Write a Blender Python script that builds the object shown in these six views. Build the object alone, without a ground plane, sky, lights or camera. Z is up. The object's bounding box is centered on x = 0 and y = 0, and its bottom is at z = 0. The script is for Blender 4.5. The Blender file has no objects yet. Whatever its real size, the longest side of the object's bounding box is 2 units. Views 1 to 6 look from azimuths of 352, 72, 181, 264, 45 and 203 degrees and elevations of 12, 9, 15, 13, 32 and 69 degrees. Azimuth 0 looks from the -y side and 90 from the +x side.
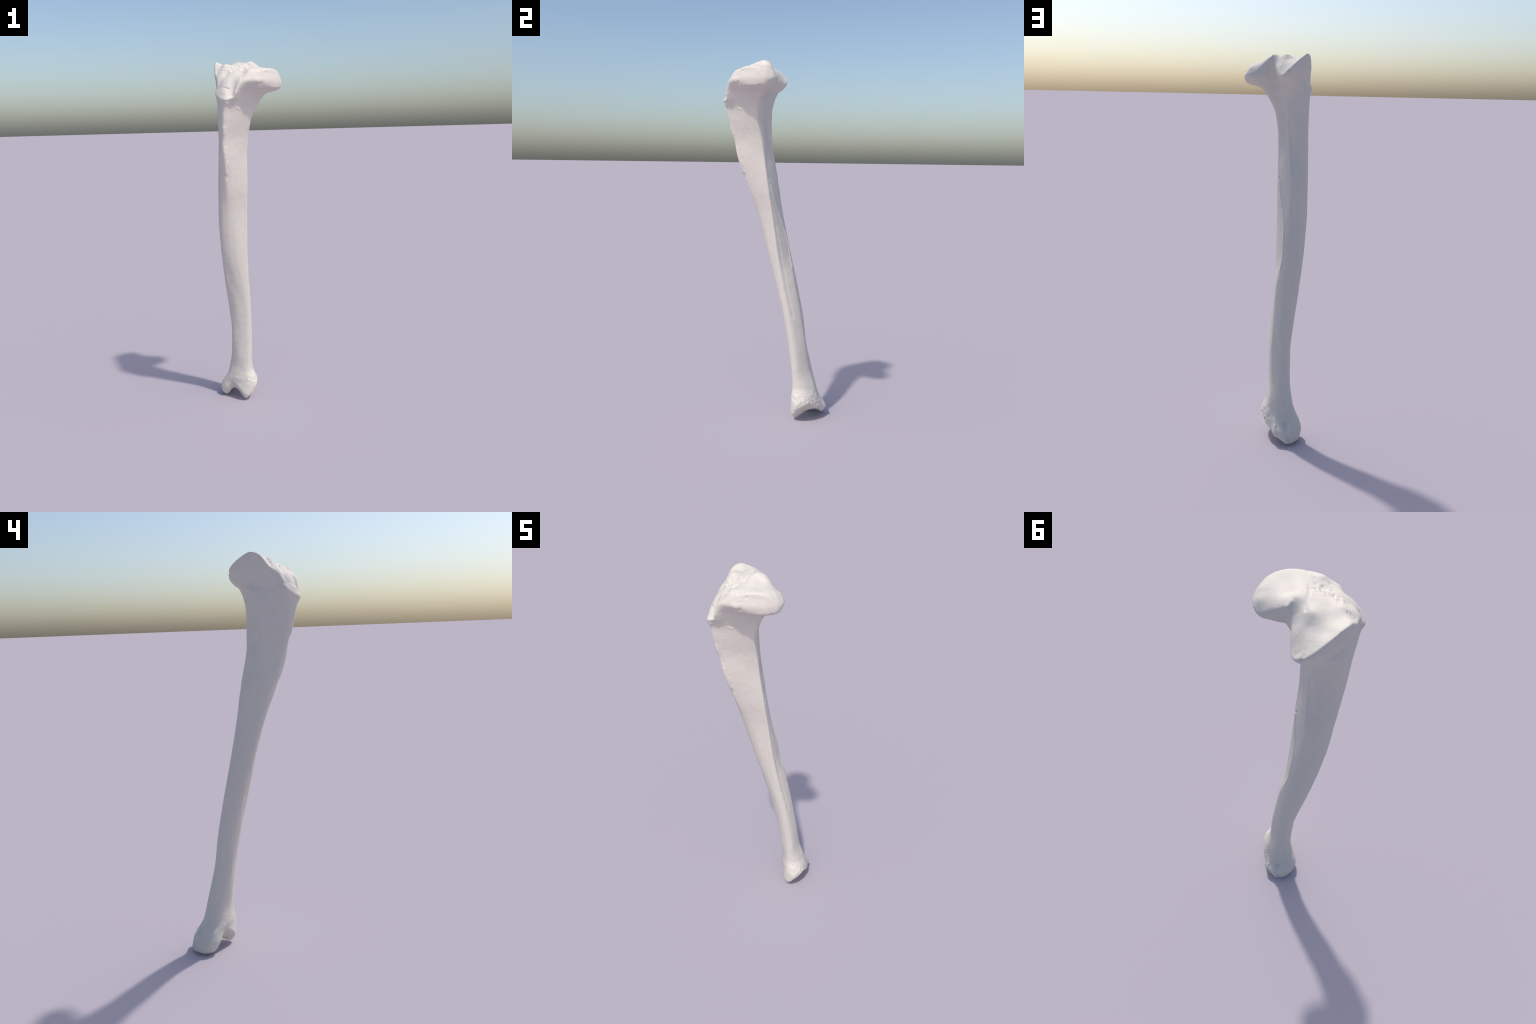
"""A weathered white shin bone (tibia) standing upright.

The bone is described by anatomy:
  * horizontal cross-sections of the walls, each given by named landmarks
    (crest, interosseous border, posterior ridge ...), splined up the bone;
  * a joint surface on top (knee plateau, tuberosity slope) and one underneath
    (ankle groove, malleolus), each a thin-plate surface through landmarks;
  * carved and raised details (grooves, cracks, pits, ridges) as brush strokes.
The three are joined into one smooth solid, meshed, and split into named parts.
"""
import bpy
import numpy as np
from mathutils import Vector, noise

STEP = 0.0028                      # mesh cell size in metres
rng = np.random.default_rng(7)

# ---------------------------------------------------------------- sections
NAMES = ["crest", "crest_side", "front_side", "side_front", "side_front2", "border",
         "side_back", "notch_side", "hollow", "back", "back_in", "in_back", "inner", "in_front"]
SECTIONS = []


def section(z, **pts):
    """One horizontal slice; landmarks in millimetres, missing ones are splined in."""
    known = [(i, np.array(pts[n], float)) for i, n in enumerate(NAMES) if n in pts]
    n = len(NAMES)
    out = np.zeros((n, 2))
    idx = [k for k, _ in known]
    P = np.array([p for _, p in known])
    m = len(idx)
    for a in range(m):
        i0, i1 = idx[a], idx[(a + 1) % m] + (n if a == m - 1 else 0)
        p0, p1, p2, p3 = P[a - 1], P[a], P[(a + 1) % m], P[(a + 2) % m]
        for i in range(i0, i1):
            out[i % n] = catmull(p0, p1, p2, p3, (i - i0) / (i1 - i0))
    SECTIONS.append((z, out / 1000.0))


def catmull(p0, p1, p2, p3, t):
    """Centripetal Catmull-Rom between p1 and p2."""
    def k(a, b):
        return max(np.linalg.norm(b - a), 1e-6) ** 0.5
    t0 = 0.0
    t1 = t0 + k(p0, p1)
    t2 = t1 + k(p1, p2)
    t3 = t2 + k(p2, p3)
    t = t1 + (t2 - t1) * t
    a1 = (t1 - t) / (t1 - t0) * p0 + (t - t0) / (t1 - t0) * p1
    a2 = (t2 - t) / (t2 - t1) * p1 + (t - t1) / (t2 - t1) * p2
    a3 = (t3 - t) / (t3 - t2) * p2 + (t - t2) / (t3 - t2) * p3
    b1 = (t2 - t) / (t2 - t0) * a1 + (t - t0) / (t2 - t0) * a2
    b2 = (t3 - t) / (t3 - t1) * a2 + (t - t1) / (t3 - t1) * a3
    return (t2 - t) / (t2 - t1) * b1 + (t - t1) / (t2 - t1) * b2


# ankle end
section(-0.03, crest=(-33, 88), crest_side=(-10, 92), front_side=(18, 100), side_front=(38, 118),
        border=(44, 150), side_back=(20, 210), hollow=(-16, 252), back=(-38, 275),
        back_in=(-100, 302), in_back=(-138, 272), inner=(-150, 215), in_front=(-112, 135))
section(0.01, crest=(-33, 80), crest_side=(-10, 83), front_side=(20, 92), side_front=(42, 115),
        border=(48, 150), side_back=(22, 212), hollow=(-16, 262), back=(-34, 281),
        back_in=(-100, 308), in_back=(-145, 270), inner=(-161, 212), in_front=(-118, 128))
section(0.06, crest=(-33, 72), crest_side=(-4, 71), front_side=(26, 81), side_front=(46, 107),
        border=(51, 146), side_back=(24, 214), hollow=(-14, 268), back=(-28, 289),
        back_in=(-97, 298), in_back=(-149, 253), inner=(-169, 207), in_front=(-117, 126))
section(0.11, crest=(-28, 72), crest_side=(4, 67), front_side=(34, 79), side_front=(47, 106),
        border=(50, 145), side_back=(25, 210), hollow=(-12, 250), back=(-32, 264),
        back_in=(-90, 262), in_back=(-138, 224), inner=(-152, 186), in_front=(-100, 121))
section(0.15, crest=(-25, 73), crest_side=(2, 71), front_side=(26, 81), side_front=(40, 106),
        border=(42, 148), side_back=(20, 205), hollow=(-14, 232), back=(-34, 241),
        back_in=(-90, 232), in_back=(-121, 199), inner=(-128, 160), in_front=(-87, 107))
# shaft
section(0.20, crest=(-25, 77), front_side=(6, 84), side_front=(21, 105), border=(26, 145),
        side_back=(8, 198), back=(-42, 227), back_in=(-85, 215), in_back=(-109, 188),
        inner=(-115, 152), in_front=(-80, 107))
section(0.30, crest=(-15, 69), front_side=(3, 74), side_front=(14, 86), border=(17, 110),
        side_back=(0, 165), back=(-52, 203), back_in=(-83, 185), in_back=(-99, 153),
        inner=(-100, 120), in_front=(-70, 85))
section(0.45, crest=(-18, 48), front_side=(2, 53), side_front=(14, 64), border=(18, 87),
        side_back=(2, 141), back=(-55, 165), back_in=(-84, 151), in_back=(-98, 117),
        inner=(-96, 83), in_front=(-60, 58))
section(0.60, crest=(-30, 23), front_side=(-6, 25), side_front=(8, 35), border=(13, 56),
        side_back=(-2, 112), back=(-44, 143), back_in=(-87, 131), in_back=(-110, 98),
        inner=(-111, 68), in_front=(-80, 36))
section(0.80, crest=(-82, -14), front_side=(-42, -18), side_front=(-16, -11), border=(-1, 5),
        side_back=(-13, 75), back=(-58, 105), back_in=(-111, 86), in_back=(-136, 49),
        inner=(-137, 18), in_front=(-113, 1))
section(1.00, crest=(-122, -56), front_side=(-74, -60), side_front=(-30, -47), border=(-9, -33),
        side_back=(-45, 48), back=(-72, 62), back_in=(-122, 47), in_back=(-151, 9),
        inner=(-160, -25), in_front=(-150, -43))
section(1.20, crest=(-126, -110), front_side=(-76, -96), side_front=(-29, -75), border=(-8, -64),
        side_back=(-36, -18), back=(-82, 22), back_in=(-131, 5), in_back=(-158, -34),
        inner=(-170, -80), in_front=(-158, -102))
section(1.35, crest=(-132, -167), front_side=(-85, -142), side_front=(-30, -110), border=(-6, -92),
        side_back=(-18, -68), back=(-85, -3), back_in=(-130, -13), in_back=(-157, -53),
        inner=(-170, -112), in_front=(-162, -148))
section(1.50, crest=(-140, -220), front_side=(-90, -179), side_front=(-32, -134), border=(-7, -113),
        side_back=(-16, -98), back=(-72, -37), back_in=(-121, -44), in_back=(-153, -91),
        inner=(-167, -157), in_front=(-163, -205))
section(1.60, crest=(-146, -244), front_side=(-92, -197), side_front=(-27, -153), border=(-2, -131),
        side_back=(-12, -110), hollow=(-52, -77), back=(-60, -57), back_in=(-95, -45), in_back=(-149, -98),
        inner=(-164, -172), in_front=(-162, -225))
section(1.70, crest=(-145, -273), front_side=(-84, -226), side_front=(-22, -185), border=(13, -158),
        side_back=(0, -126), hollow=(-45, -86), back=(-53, -65), back_in=(-88, -49), in_back=(-150, -98),
        inner=(-164, -180), in_front=(-164, -245))
# knee end
section(1.76, crest=(-140, -288), crest_side=(-112, -270), front_side=(-70, -236), side_front=(-15, -203),
        border=(40, -162), side_back=(26, -134), hollow=(-22, -96), back=(-49, -61), back_in=(-92, -46),
        in_back=(-150, -92), inner=(-164, -180), in_front=(-166, -250))
section(1.785, crest=(-138, -301), crest_side=(-106, -286), front_side=(-61, -246), side_front=(-2, -210),
        border=(56, -163), side_back=(42, -138), hollow=(-8, -104), back=(-47, -54), back_in=(-83, -42),
        in_back=(-147, -84), inner=(-164, -176), in_front=(-168, -252))
section(1.805, crest=(-136, -311), crest_side=(-98, -302), front_side=(-51, -252), side_front=(12, -216),
        side_front2=(52, -191), border=(70, -163), side_back=(58, -143), notch_side=(32, -126),
        hollow=(4, -108), back=(-45, -47),
        back_in=(-80, -37), in_back=(-144, -78), inner=(-163, -172), in_front=(-173, -254))
section(1.83, crest=(-132, -309), crest_side=(-84, -304), front_side=(-37, -258), side_front=(35, -228),
        side_front2=(80, -198), border=(95, -160), side_back=(80, -140), notch_side=(50, -130),
        hollow=(15, -114), back=(-42, -35),
        back_in=(-76, -28), in_back=(-138, -66), inner=(-162, -168), in_front=(-178, -250))
section(1.845, crest=(-128, -308), crest_side=(-76, -304), front_side=(-28, -266), side_front=(60, -240),
        side_front2=(122, -204), border=(148, -154), side_back=(114, -124), notch_side=(60, -123),
        hollow=(20, -114), back=(-47, -24),
        back_in=(-78, -18), in_back=(-130, -58), inner=(-161, -156), in_front=(-172, -248))
section(1.857, crest=(-122, -306), crest_side=(-70, -304), front_side=(-18, -278), side_front=(86, -252),
        side_front2=(147, -209), border=(172, -157), side_back=(124, -106), notch_side=(66, -113),
        hollow=(22, -110), back=(-36, -6),
        back_in=(-67, -4), in_back=(-124, -50), inner=(-161, -145), in_front=(-164, -245))
section(1.89, crest=(-120, -306), crest_side=(-58, -304), front_side=(0, -296), side_front=(88, -263),
        side_front2=(154, -209), border=(180, -152), side_back=(140, -91), notch_side=(76, -91),
        hollow=(26, -98), back=(-20, 11),
        back_in=(-60, 20), in_back=(-120, -34), inner=(-162, -125), in_front=(-162, -238))
section(1.93, crest=(-120, -305), crest_side=(-58, -303), front_side=(-4, -290), side_front=(78, -262),
        side_front2=(143, -215), border=(173, -163), side_back=(130, -96), notch_side=(70, -90),
        hollow=(26, -90), back=(-18, 14),
        back_in=(-68, 26), in_back=(-122, -24), inner=(-168, -122), in_front=(-161, -226))
section(2.05, crest=(-120, -300), crest_side=(-60, -295), front_side=(-8, -275), side_front=(72, -256),
        side_front2=(132, -220), border=(154, -170), side_back=(100, -98), notch_side=(56, -90),
        hollow=(24, -80), back=(-18, 12),
        back_in=(-70, 25), in_back=(-128, -32), inner=(-164, -100), in_front=(-165, -230))

# joint surfaces: landmarks (x, y, z) in millimetres
KNEE_MEDIAL = [(-146, -59, 2000), (-155, -87, 1997), (-156, -104, 1991), (-153, -122, 1982), (-151, -142, 1962),
               (-133, -46, 1990), (-126, -33, 1984), (-111, -8, 1969), (-94, 8, 1953), (-76, 20, 1937),
               (-59, 24, 1923), (-42, 22, 1907), (-20, 12, 1889), (-2, -10, 1890),
               (-76, -30, 1962), (-76, -70, 1975), (-110, -60, 1975), (-126, -78, 1988), (-122, -105, 1979), (-92, -112, 1976),
               (-45, -30, 1949), (-45, -60, 1966), (-114, -159, 1980), (-80, -145, 1975), (-58, -168, 1974),
               (-22, -52, 1955), (-8, -35, 1926)]
KNEE_RIDGES = [(-44, -92, 1995), (-19, -93, 1986), (-5, -115, 1987), (26, -123, 1997), (39, -90, 1974),
               (12, -88, 1958), (6, -70, 1942), (-30, -135, 1987), (20, -100, 1975)]
KNEE_LATERAL = [(8, -194, 1968), (30, -162, 1982), (30, -185, 1975), (32, -213, 1962), (56, -150, 1966),
                (85, -150, 1960), (70, -200, 1957), (102, -200, 1952), (110, -112, 1938), (130, -140, 1942),
                (75, -98, 1953), (160, -130, 1917), (147, -112, 1924), (160, -155, 1930), (40, -259, 1945),
                (70, -253, 1947), (100, -238, 1950), (136, -216, 1945), (156, -192, 1934), (170, -170, 1912),
                (178, -146, 1890), (100, -92, 1925), (100, -84, 1908), (140, -96, 1905)]
TUBEROSITY = [(-10, -266, 1943), (0, -232, 1950), (-12, -282, 1930), (-13, -296, 1903), (-60, -297, 1890),
              (-81, -300, 1855), (-155, -230, 1870), (-176, -246, 1824), (-132, -303, 1804), (-95, -296, 1812), (-156, -280, 1812),
              (-155, -180, 1928), (-155, -205, 1911), (-120, -220, 1914), (-113, -268, 1884), (-140, -212, 1915), (-146, -240, 1882), (-142, -265, 1858),
              (-60, -225, 1937), (-80, -258, 1915), (-45, -268, 1916), (-30, -203, 1958), (-154, -152, 1945)]
ANKLE = [(-30, 98, 8), (-34, 75, 36), (-63, 87, 74), (-90, 114, 100), (-104, 126, 112), (-118, 135, 110),
         (-98, 165, 58), (-102, 195, 54), (-104, 235, 40), (-118, 178, 26), (-136, 195, 8), (-138, 240, 0),
         (-134, 175, 30), (-130, 272, 8), (-100, 304, 8), (-158, 215, 14), (-118, 205, 14), (-140, 215, 2),
         (-126, 240, 6), (-150, 240, 6), (-140, 280, 12),
         (-40, 125, 20), (-48, 146, 33), (-60, 180, 44), (-75, 220, 43), (-90, 262, 24),
         (-30, 268, 28), (-28, 286, 55), (-45, 256, 32), (-50, 225, 50), (-5, 250, 66), (25, 214, 78),
         (-5, 80, 34), (22, 84, 70), (44, 108, 92), (52, 146, 116), (38, 180, 98),
         (20, 150, 82), (0, 150, 62), (-20, 150, 46), (0, 200, 64), (-25, 200, 52), (10, 115, 62), (-8, 112, 40)]


def thin_plate(points, relax=1e-4):
    P = np.array(points, float) / 1000.0
    xy, z = P[:, :2], P[:, 2]

    def phi(r2):
        return 0.5 * r2 * np.log(r2 + 1e-12)
    d2 = ((xy[:, None] - xy[None]) ** 2).sum(-1)
    n = len(z)
    A = np.zeros((n + 3, n + 3))
    A[:n, :n] = phi(d2) + relax * np.eye(n)
    A[:n, n] = 1
    A[:n, n + 1:] = xy
    A[n:, :n] = A[:n, n:].T
    w = np.linalg.solve(A, np.concatenate([z, np.zeros(3)]))

    def f(x, y):
        out = w[n] + w[n + 1] * x + w[n + 2] * y
        for (px, py), a in zip(xy, w[:n]):
            out = out + a * phi((x - px) ** 2 + (y - py) ** 2)
        return out
    return f


knee = thin_plate(KNEE_MEDIAL + KNEE_RIDGES + KNEE_LATERAL + TUBEROSITY)
ankle = thin_plate(ANKLE)


# ---------------------------------------------------------------- solid
def pchip_rows(zs, V, zq):
    """Shape-preserving cubic along z for every column of V."""
    h = np.diff(zs)
    d = np.diff(V, axis=0) / h[:, None]
    m = np.zeros_like(V)
    w1 = 2 * h[1:] + h[:-1]
    w2 = h[1:] + 2 * h[:-1]
    same = d[:-1] * d[1:] > 0
    with np.errstate(divide="ignore", invalid="ignore"):
        hm = (w1 + w2)[:, None] / (w1[:, None] / d[:-1] + w2[:, None] / d[1:])
    m[1:-1] = np.where(same, hm, 0)
    m[0], m[-1] = d[0], d[-1]
    i = np.clip(np.searchsorted(zs, zq) - 1, 0, len(zs) - 2)
    t = ((zq - zs[i]) / h[i])[:, None]
    H = h[i][:, None]
    return ((1 + 2 * t) * (1 - t) ** 2 * V[i] + t * (1 - t) ** 2 * H * m[i]
            + t * t * (3 - 2 * t) * V[i + 1] + t * t * (t - 1) * H * m[i + 1])


def outline(P, per=7):
    n = len(P)
    out = []
    for i in range(n):
        for j in range(per):
            out.append(catmull(P[i - 1], P[i], P[(i + 1) % n], P[(i + 2) % n], j / per))
    return np.array(out)


def slice_distance(poly, X, Y):
    """Signed distance (negative inside) from grid points to a closed outline."""
    ax, ay = poly[:, 0], poly[:, 1]
    bx, by = np.roll(ax, -1), np.roll(ay, -1)
    best = np.full(X.shape, 9.0)
    inside = np.zeros(X.shape, bool)
    for x0, y0, x1, y1 in zip(ax, ay, bx, by):
        ex, ey = x1 - x0, y1 - y0
        px, py = X - x0, Y - y0
        t = np.clip((px * ex + py * ey) / (ex * ex + ey * ey + 1e-12), 0, 1)
        best = np.minimum(best, (px - t * ex) ** 2 + (py - t * ey) ** 2)
        if y0 != y1:
            inside ^= ((y0 > Y) != (y1 > Y)) & (X < ex * (Y - y0) / ey + x0)
    d = np.sqrt(best)
    return np.where(inside, -d, d)


def smax(a, b, k):
    h = np.clip(k - np.abs(a - b), 0, None) / k
    return np.maximum(a, b) + h * h * k * 0.25


def build_field():
    SECTIONS.sort(key=lambda s: s[0])
    zs = np.array([s[0] for s in SECTIONS])
    V = np.array([s[1].ravel() for s in SECTIONS])
    x = np.arange(-0.20, 0.20, STEP)
    y = np.arange(-0.33, 0.33, STEP)
    z = np.arange(-0.022, 2.022, STEP)
    rows = pchip_rows(zs, V, z).reshape(len(z), -1, 2)
    X, Y = np.meshgrid(x, y, indexing="ij")
    top, bot = knee(X, Y), ankle(X, Y)
    gt = np.hypot(*np.gradient(top, STEP))
    gb = np.hypot(*np.gradient(bot, STEP))
    F = np.full((len(x), len(y), len(z)), 0.03, np.float32)
    pad = 0.02
    for k, zk in enumerate(z):
        poly = outline(rows[k])
        lo, hi = poly.min(0) - pad, poly.max(0) + pad
        i0, j0 = max(0, int((lo[0] - x[0]) / STEP)), max(0, int((lo[1] - y[0]) / STEP))
        i1, j1 = int((hi[0] - x[0]) / STEP) + 2, int((hi[1] - y[0]) / STEP) + 2
        s = (slice(i0, i1), slice(j0, j1))
        d = slice_distance(poly, X[s], Y[s])
        if zk > 1.70:
            d = smax(d, (zk - top[s]) / np.sqrt(1 + gt[s] ** 2), 0.008)
        if zk < 0.2:
            d = smax(d, (bot[s] - zk) / np.sqrt(1 + gb[s] ** 2), 0.010)
        F[s[0], s[1], k] = d
    return F, x, y, z


def surface_nets(F, x, y, z):
    S = F < 0
    nx, ny, nz = F.shape
    cnt = np.zeros((nx - 1, ny - 1, nz - 1), np.int8)
    for a in (0, 1):
        for b in (0, 1):
            for c in (0, 1):
                cnt += S[a:nx - 1 + a, b:ny - 1 + b, c:nz - 1 + c]
    act = (cnt > 0) & (cnt < 8)
    ci = np.argwhere(act)
    vid = np.full(act.shape, -1, np.int32)
    vid[act] = np.arange(len(ci))
    acc = np.zeros((len(ci), 3))
    num = np.zeros(len(ci))
    corners = [(a, b, c) for a in (0, 1) for b in (0, 1) for c in (0, 1)]
    for p in corners:
        for ax in range(3):
            if p[ax] == 0:
                q = list(p)
                q[ax] = 1
                f0 = F[ci[:, 0] + p[0], ci[:, 1] + p[1], ci[:, 2] + p[2]].astype(float)
                f1 = F[ci[:, 0] + q[0], ci[:, 1] + q[1], ci[:, 2] + q[2]].astype(float)
                m = (f0 < 0) != (f1 < 0)
                t = np.where(m, f0 / np.where(m, f0 - f1, 1), 0)
                pos = np.array(p, float)[None].repeat(len(ci), 0)
                pos[:, ax] += t
                acc[m] += pos[m]
                num[m] += 1
    v = ci + acc / num[:, None]
    verts = np.stack([x[0] + v[:, 0] * STEP, y[0] + v[:, 1] * STEP, z[0] + v[:, 2] * STEP], 1)
    faces = []
    for ax in range(3):
        sl0 = [slice(None)] * 3
        sl1 = [slice(None)] * 3
        sl0[ax], sl1[ax] = slice(0, -1), slice(1, None)
        a, b = S[tuple(sl0)], S[tuple(sl1)]
        e = np.argwhere(a != b)
        o1, o2 = (ax + 1) % 3, (ax + 2) % 3
        ok = (e[:, o1] > 0) & (e[:, o2] > 0) & (e[:, o1] < F.shape[o1] - 1) & (e[:, o2] < F.shape[o2] - 1)
        e = e[ok]
        quad = []
        for d1, d2 in ((0, 0), (1, 0), (1, 1), (0, 1)):
            q = e.copy()
            q[:, o1] -= d1
            q[:, o2] -= d2
            quad.append(vid[q[:, 0], q[:, 1], q[:, 2]])
        quad = np.stack(quad, 1)
        flip = ~S[e[:, 0], e[:, 1], e[:, 2]]
        quad[flip] = quad[flip][:, ::-1]
        faces.append(quad)
    return verts, np.concatenate(faces)


def biggest_piece(v, f):
    """Keep only the main connected shell."""
    lab = np.arange(len(v))
    while True:
        m = lab[f].min(1)
        new = lab.copy()
        for c in range(4):
            np.minimum.at(new, f[:, c], m)
        new = new[new]
        if (new == lab).all():
            break
        lab = new
    root = np.bincount(lab).argmax()
    keep = lab == root
    remap = np.cumsum(keep) - 1
    return v[keep], remap[f[keep[f[:, 0]]]]


def relax(v, f, n=6):
    """Taubin smoothing over the quad edges."""
    e = np.concatenate([f[:, [0, 1]], f[:, [1, 2]], f[:, [2, 3]], f[:, [3, 0]]])
    deg = np.bincount(e[:, 0], minlength=len(v)) + np.bincount(e[:, 1], minlength=len(v))
    for i in range(n):
        for lam in (0.5, -0.52):
            s = np.zeros_like(v)
            for c in range(3):
                s[:, c] = np.bincount(e[:, 0], v[e[:, 1], c], len(v)) + np.bincount(e[:, 1], v[e[:, 0], c], len(v))
            v = v + lam * (s / deg[:, None] - v)
    return v


def normals(v, f):
    n = np.cross(v[f[:, 2]] - v[f[:, 0]], v[f[:, 3]] - v[f[:, 1]])
    out = np.zeros_like(v)
    for c in range(4):
        for k in range(3):
            out[:, k] += np.bincount(f[:, c], n[:, k], len(v))
    return out / np.maximum(np.linalg.norm(out, axis=1), 1e-12)[:, None]


# ---------------------------------------------------------------- details
def stroke(v, path, width, depth):
    """Amount of a brush stroke at every vertex: a soft-edged furrow (depth<0) or ridge."""
    P = np.array(path, float) / 1000.0
    if len(P) == 1:
        P = np.vstack([P, P + 1e-6])
    best = np.full(len(v), 9.0)
    for a, b in zip(P[:-1], P[1:]):
        e = b - a
        t = np.clip((v - a) @ e / (e @ e + 1e-15), 0, 1)
        best = np.minimum(best, ((v - a - t[:, None] * e) ** 2).sum(1))
    return depth / 1000.0 * np.exp(-best / (width / 1000.0) ** 2)


def lerp_path(pts, n):
    P = np.array(pts, float)
    t = np.linspace(0, len(P) - 1, n)
    return np.stack([np.interp(t, np.arange(len(P)), P[:, k]) for k in range(3)], 1)


# (path in mm, half-width in mm, height in mm; negative is a furrow)
STROKES = [
    # growth line across the tuberosity and the swelling under it
    ([(-148, -244, 1857), (-132, -270, 1852), (-112, -290, 1849), (-88, -302, 1850)], 5, -5),
    ([(-154, -245, 1834), (-128, -303, 1828), (-92, -303, 1828)], 12, 2),
    # furrow between the tuberosity and the outer front bump
    ([(-50, -296, 1892), (-40, -283, 1920), (-25, -258, 1948), (-5, -232, 1955)], 10, -2),
    ([(28, -280, 1888)], 15, 4),
    # dents on the front wall of the outer condyle
    ([(46, -276, 1862), (58, -268, 1890)], 6, -5),
    ([(152, -186, 1858), (150, -190, 1880)], 10, -7),
    ([(128, -214, 1900), (150, -196, 1898)], 8, -3),
    ([(92, -240, 1856)], 7, -2.5),
    ([(72, -248, 1862)], 6, -3),
    # edges of the joint faces
    ([(10, -200, 1970), (-4, -170, 1980), (-8, -135, 1985), (-19, -98, 1988)], 6, -4),
    ([(-118, -168, 1978), (-85, -175, 1978), (-60, -185, 1976)], 6, -3),
    ([(38, -96, 1976), (32, -110, 1986)], 6, 4),
    ([(-58, 26, 1914), (-66, 14, 1926)], 7, -5),
    ([(-36, 8, 1900), (-62, -4, 1928)], 9, -3),
    # muscle scar under the outer condyle
    ([(-92, -246, 1778), (-74, -234, 1770), (-60, -224, 1762)], 4, -4),
    ([(-88, -240, 1764), (-60, -222, 1752)], 6, 3),
    ([(-128, -292, 1780)], 9, 3),
    # lumps along the front crest
    ([(-147, -259, 1655), (-146, -254, 1628)], 12, 3),
    ([(-143, -240, 1596), (-140, -232, 1565)], 9, -2),
    ([(-140, -226, 1530), (-138, -215, 1480), (-135, -204, 1440), (-133, -196, 1418)], 10, 3),
    ([(-128, -188, 1412), (-128, -180, 1394)], 8, -3),
    ([(-122, -200, 1462), (-124, -208, 1480)], 7, 2),
    # nutrient hole and the furrow leading to it
    ([(-17, -68, 1374), (-16, -70, 1366)], 4, -7),
    ([(-15, -74, 1430), (-17, -69, 1376)], 5, -2),
    # furrow behind the interosseous border
    (lerp_path([(-15, -75, 1300), (-14, -55, 1200), (-16, -15, 1000), (-7, 20, 800), (8, 60, 620)], 12), 9, -2.5),
    # crisp outer edge of the back face
    (lerp_path([(-15, -75, 1380), (-21, -51, 1300), (-29, -32, 1243), (-40, 3, 1165), (-45, 22, 1120), (-47, 50, 1000), (-34, 68, 900)], 20), 6, 3),
    # line down the back
    (lerp_path([(-34, -20, 1850), (-40, -42, 1800), (-46, -62, 1740), (-54, -62, 1650), (-62, -54, 1570), (-70, -38, 1490), (-78, -14, 1390)], 16), 8, 3),
    (lerp_path([(-70, -56, 1680), (-80, -46, 1580), (-90, -34, 1480), (-98, -10, 1400)], 8), 10, -2),
    # tendon groove behind the malleolus
    ([(-86, 262, 112), (-90, 286, 62), (-108, 304, 24)], 14, -15),
    ([(-73, 285, 66), (-94, 308, 14)], 7, 4.5),
    # lips of the ankle end
    ([(-30, 288, 52), (-31, 268, 100)], 7, 3),
    ([(50, 128, 122), (46, 122, 150)], 9, 3),
    ([(30, 84, 118), (24, 80, 138)], 4, -4),
    ([(48, 146, 122)], 8, 4),
    ([(12, 190, 120), (10, 200, 170)], 14, -3),
]


def pits(n, centre, spread, width, depth):
    """A patch of small vessel holes and grains, scattered with a fixed seed."""
    for _ in range(n):
        p = np.array(centre) + rng.normal(size=3) * spread
        w = width * rng.uniform(0.7, 1.4)
        STROKES.append(([tuple(p)], w, depth * rng.uniform(0.5, 1.3)))


pits(22, (-88, -190, 1962), (26, 14, 10), 4.5, -4)
pits(14, (-35, -190, 1965), (22, 14, 6), 5, -3.5)
pits(10, (-138, -168, 1950), (14, 22, 14), 5.5, -2)
pits(12, (-20, -225, 1950), (14, 14, 10), 7, -3)
pits(10, (60, -262, 1925), (34, 8, 14), 5, -1.8)
pits(14, (-70, -215, 1945), (24, 14, 12), 6, 2.5)
pits(18, (20, 120, 160), (22, 35, 26), 4.5, -1.6)
pits(14, (10, 210, 120), (18, 28, 25), 6, -2.2)
pits(14, (20, 100, 110), (24, 20, 22), 6, 2.5)


def details(v, f):
    NRM = normals(v, f)
    for path, width, depth in STROKES:
        P = np.array(path, float) / 1000.0
        if len(P) == 1:             # single marks sit on the nearest surface point
            P = v[[((v - P[0]) ** 2).sum(1).argmin()]]
            path = P * 1000.0
        r = 3.2 * width / 1000.0
        near = ((v > P.min(0) - r) & (v < P.max(0) + r)).all(1)
        v[near] += NRM[near] * stroke(v[near], path, width, depth)[:, None]
    # fine unevenness of old bone
    q = np.array([noise.noise(Vector(p * 28)) + 0.5 * noise.noise(Vector(p * 90)) for p in v])
    return v + NRM * (q * 0.0006)[:, None]


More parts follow.
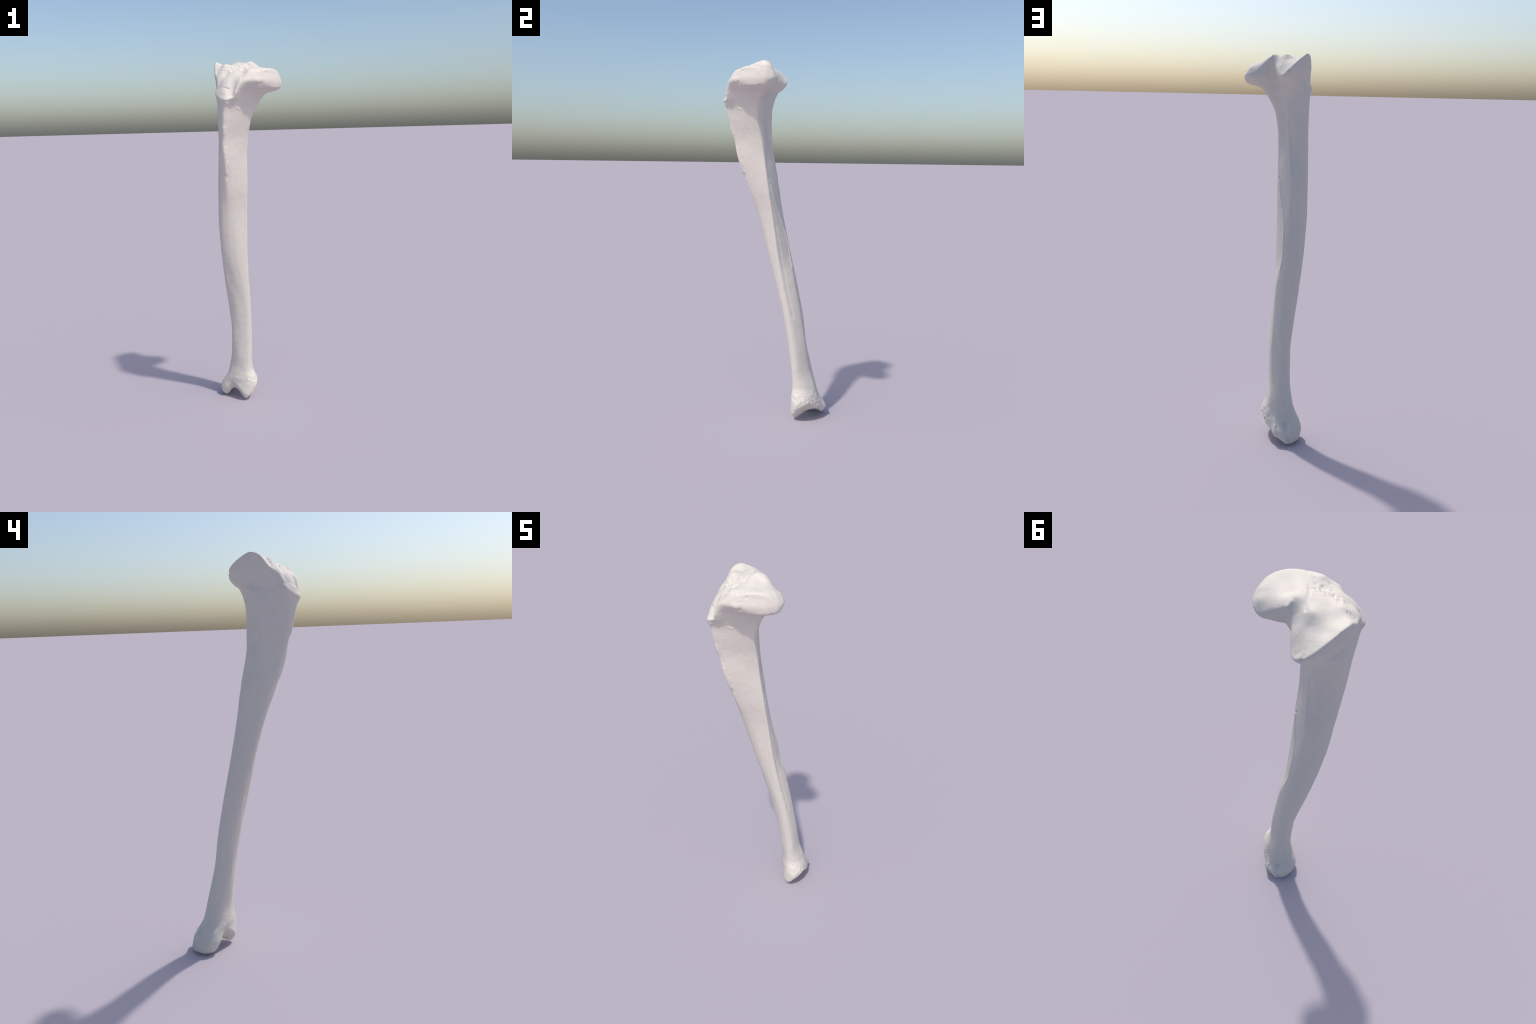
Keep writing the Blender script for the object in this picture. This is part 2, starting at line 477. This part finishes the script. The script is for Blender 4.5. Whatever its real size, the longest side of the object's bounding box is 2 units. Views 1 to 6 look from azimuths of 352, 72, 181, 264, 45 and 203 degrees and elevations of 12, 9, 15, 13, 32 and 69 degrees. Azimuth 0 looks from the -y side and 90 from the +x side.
# ---------------------------------------------------------------- material
def bone_material():
    m = bpy.data.materials.new("bone")
    m.use_nodes = True
    nt = m.node_tree
    N, Lk = nt.nodes, nt.links
    bsdf = N["Principled BSDF"]
    co = N.new("ShaderNodeTexCoord")
    big = N.new("ShaderNodeTexNoise")
    big.inputs["Scale"].default_value = 38.0
    big.inputs["Detail"].default_value = 4.0
    stretch = N.new("ShaderNodeMapping")
    stretch.inputs["Scale"].default_value = (1.0, 1.0, 0.55)
    Lk.new(co.outputs["Object"], stretch.inputs["Vector"])
    Lk.new(stretch.outputs["Vector"], big.inputs["Vector"])
    ramp = N.new("ShaderNodeValToRGB")
    ramp.color_ramp.elements[0].position = 0.35
    ramp.color_ramp.elements[0].color = (0.64, 0.607, 0.535, 1)
    ramp.color_ramp.elements[1].position = 0.65
    ramp.color_ramp.elements[1].color = (0.675, 0.611, 0.56, 1)
    Lk.new(big.outputs["Fac"], ramp.inputs["Fac"])
    Lk.new(ramp.outputs["Color"], bsdf.inputs["Base Color"])
    # faint fibres along the shaft and fine grain
    mp = N.new("ShaderNodeMapping")
    mp.inputs["Scale"].default_value = (1.0, 1.0, 0.12)
    Lk.new(co.outputs["Object"], mp.inputs["Vector"])
    fibre = N.new("ShaderNodeTexNoise")
    fibre.inputs["Scale"].default_value = 160.0
    fibre.inputs["Detail"].default_value = 3.0
    Lk.new(mp.outputs["Vector"], fibre.inputs["Vector"])
    grain = N.new("ShaderNodeTexNoise")
    grain.inputs["Scale"].default_value = 110.0
    grain.inputs["Detail"].default_value = 5.0
    Lk.new(co.outputs["Object"], grain.inputs["Vector"])
    add = N.new("ShaderNodeMath")
    add.operation = "ADD"
    Lk.new(fibre.outputs["Fac"], add.inputs[0])
    Lk.new(grain.outputs["Fac"], add.inputs[1])
    bump = N.new("ShaderNodeBump")
    bump.inputs["Strength"].default_value = 0.35
    bump.inputs["Distance"].default_value = 0.0015
    Lk.new(add.outputs[0], bump.inputs["Height"])
    Lk.new(bump.outputs["Normal"], bsdf.inputs["Normal"])
    bsdf.inputs["Roughness"].default_value = 0.75
    bsdf.inputs["Specular IOR Level"].default_value = 0.25
    return m


# ---------------------------------------------------------------- assembly
PARTS = ["shaft", "tuberosity", "lateral_condyle", "medial_condyle", "ankle_end", "malleolus"]


def part_of(c):
    x, y, z = c.T
    out = np.zeros(len(c), int)
    head = z > 1.80
    out[head & (x > 0.0)] = 2
    out[head & (x <= 0.0)] = 3
    out[head & (x < 0.0) & (z < 1.80 + (-0.16 - y) * 1.25)] = 1
    low = z < 0.17
    out[low] = 4
    out[low & (x < -0.107) & (z < 0.13)] = 5
    return out


def build():
    F, x, y, z = build_field()
    v, f = surface_nets(F, x, y, z)
    v, f = biggest_piece(v, f)
    v = relax(v, f)
    v = details(v, f)
    v[:, 2] -= v[:, 2].min()
    v[:, 2] *= 2.0 / v[:, 2].max()
    n = normals(v, f)
    mat = bone_material()
    root = bpy.data.objects.new("tibia_bone", None)
    root["label"] = "weathered white shin bone standing upright on its ankle end"
    root["category"] = "bone"
    bpy.context.collection.objects.link(root)
    which = part_of(v[f].mean(1))
    for i, name in enumerate(PARTS):
        fi = f[which == i]
        if not len(fi):
            continue
        used, inv = np.unique(fi, return_inverse=True)
        me = bpy.data.meshes.new(name)
        me.from_pydata(v[used].tolist(), [], inv.reshape(-1, 4).tolist())
        me.polygons.foreach_set("use_smooth", [True] * len(fi))
        me.normals_split_custom_set_from_vertices(n[used].tolist())
        me.materials.append(mat)
        ob = bpy.data.objects.new(name, me)
        ob.parent = root
        bpy.context.collection.objects.link(ob)


build()
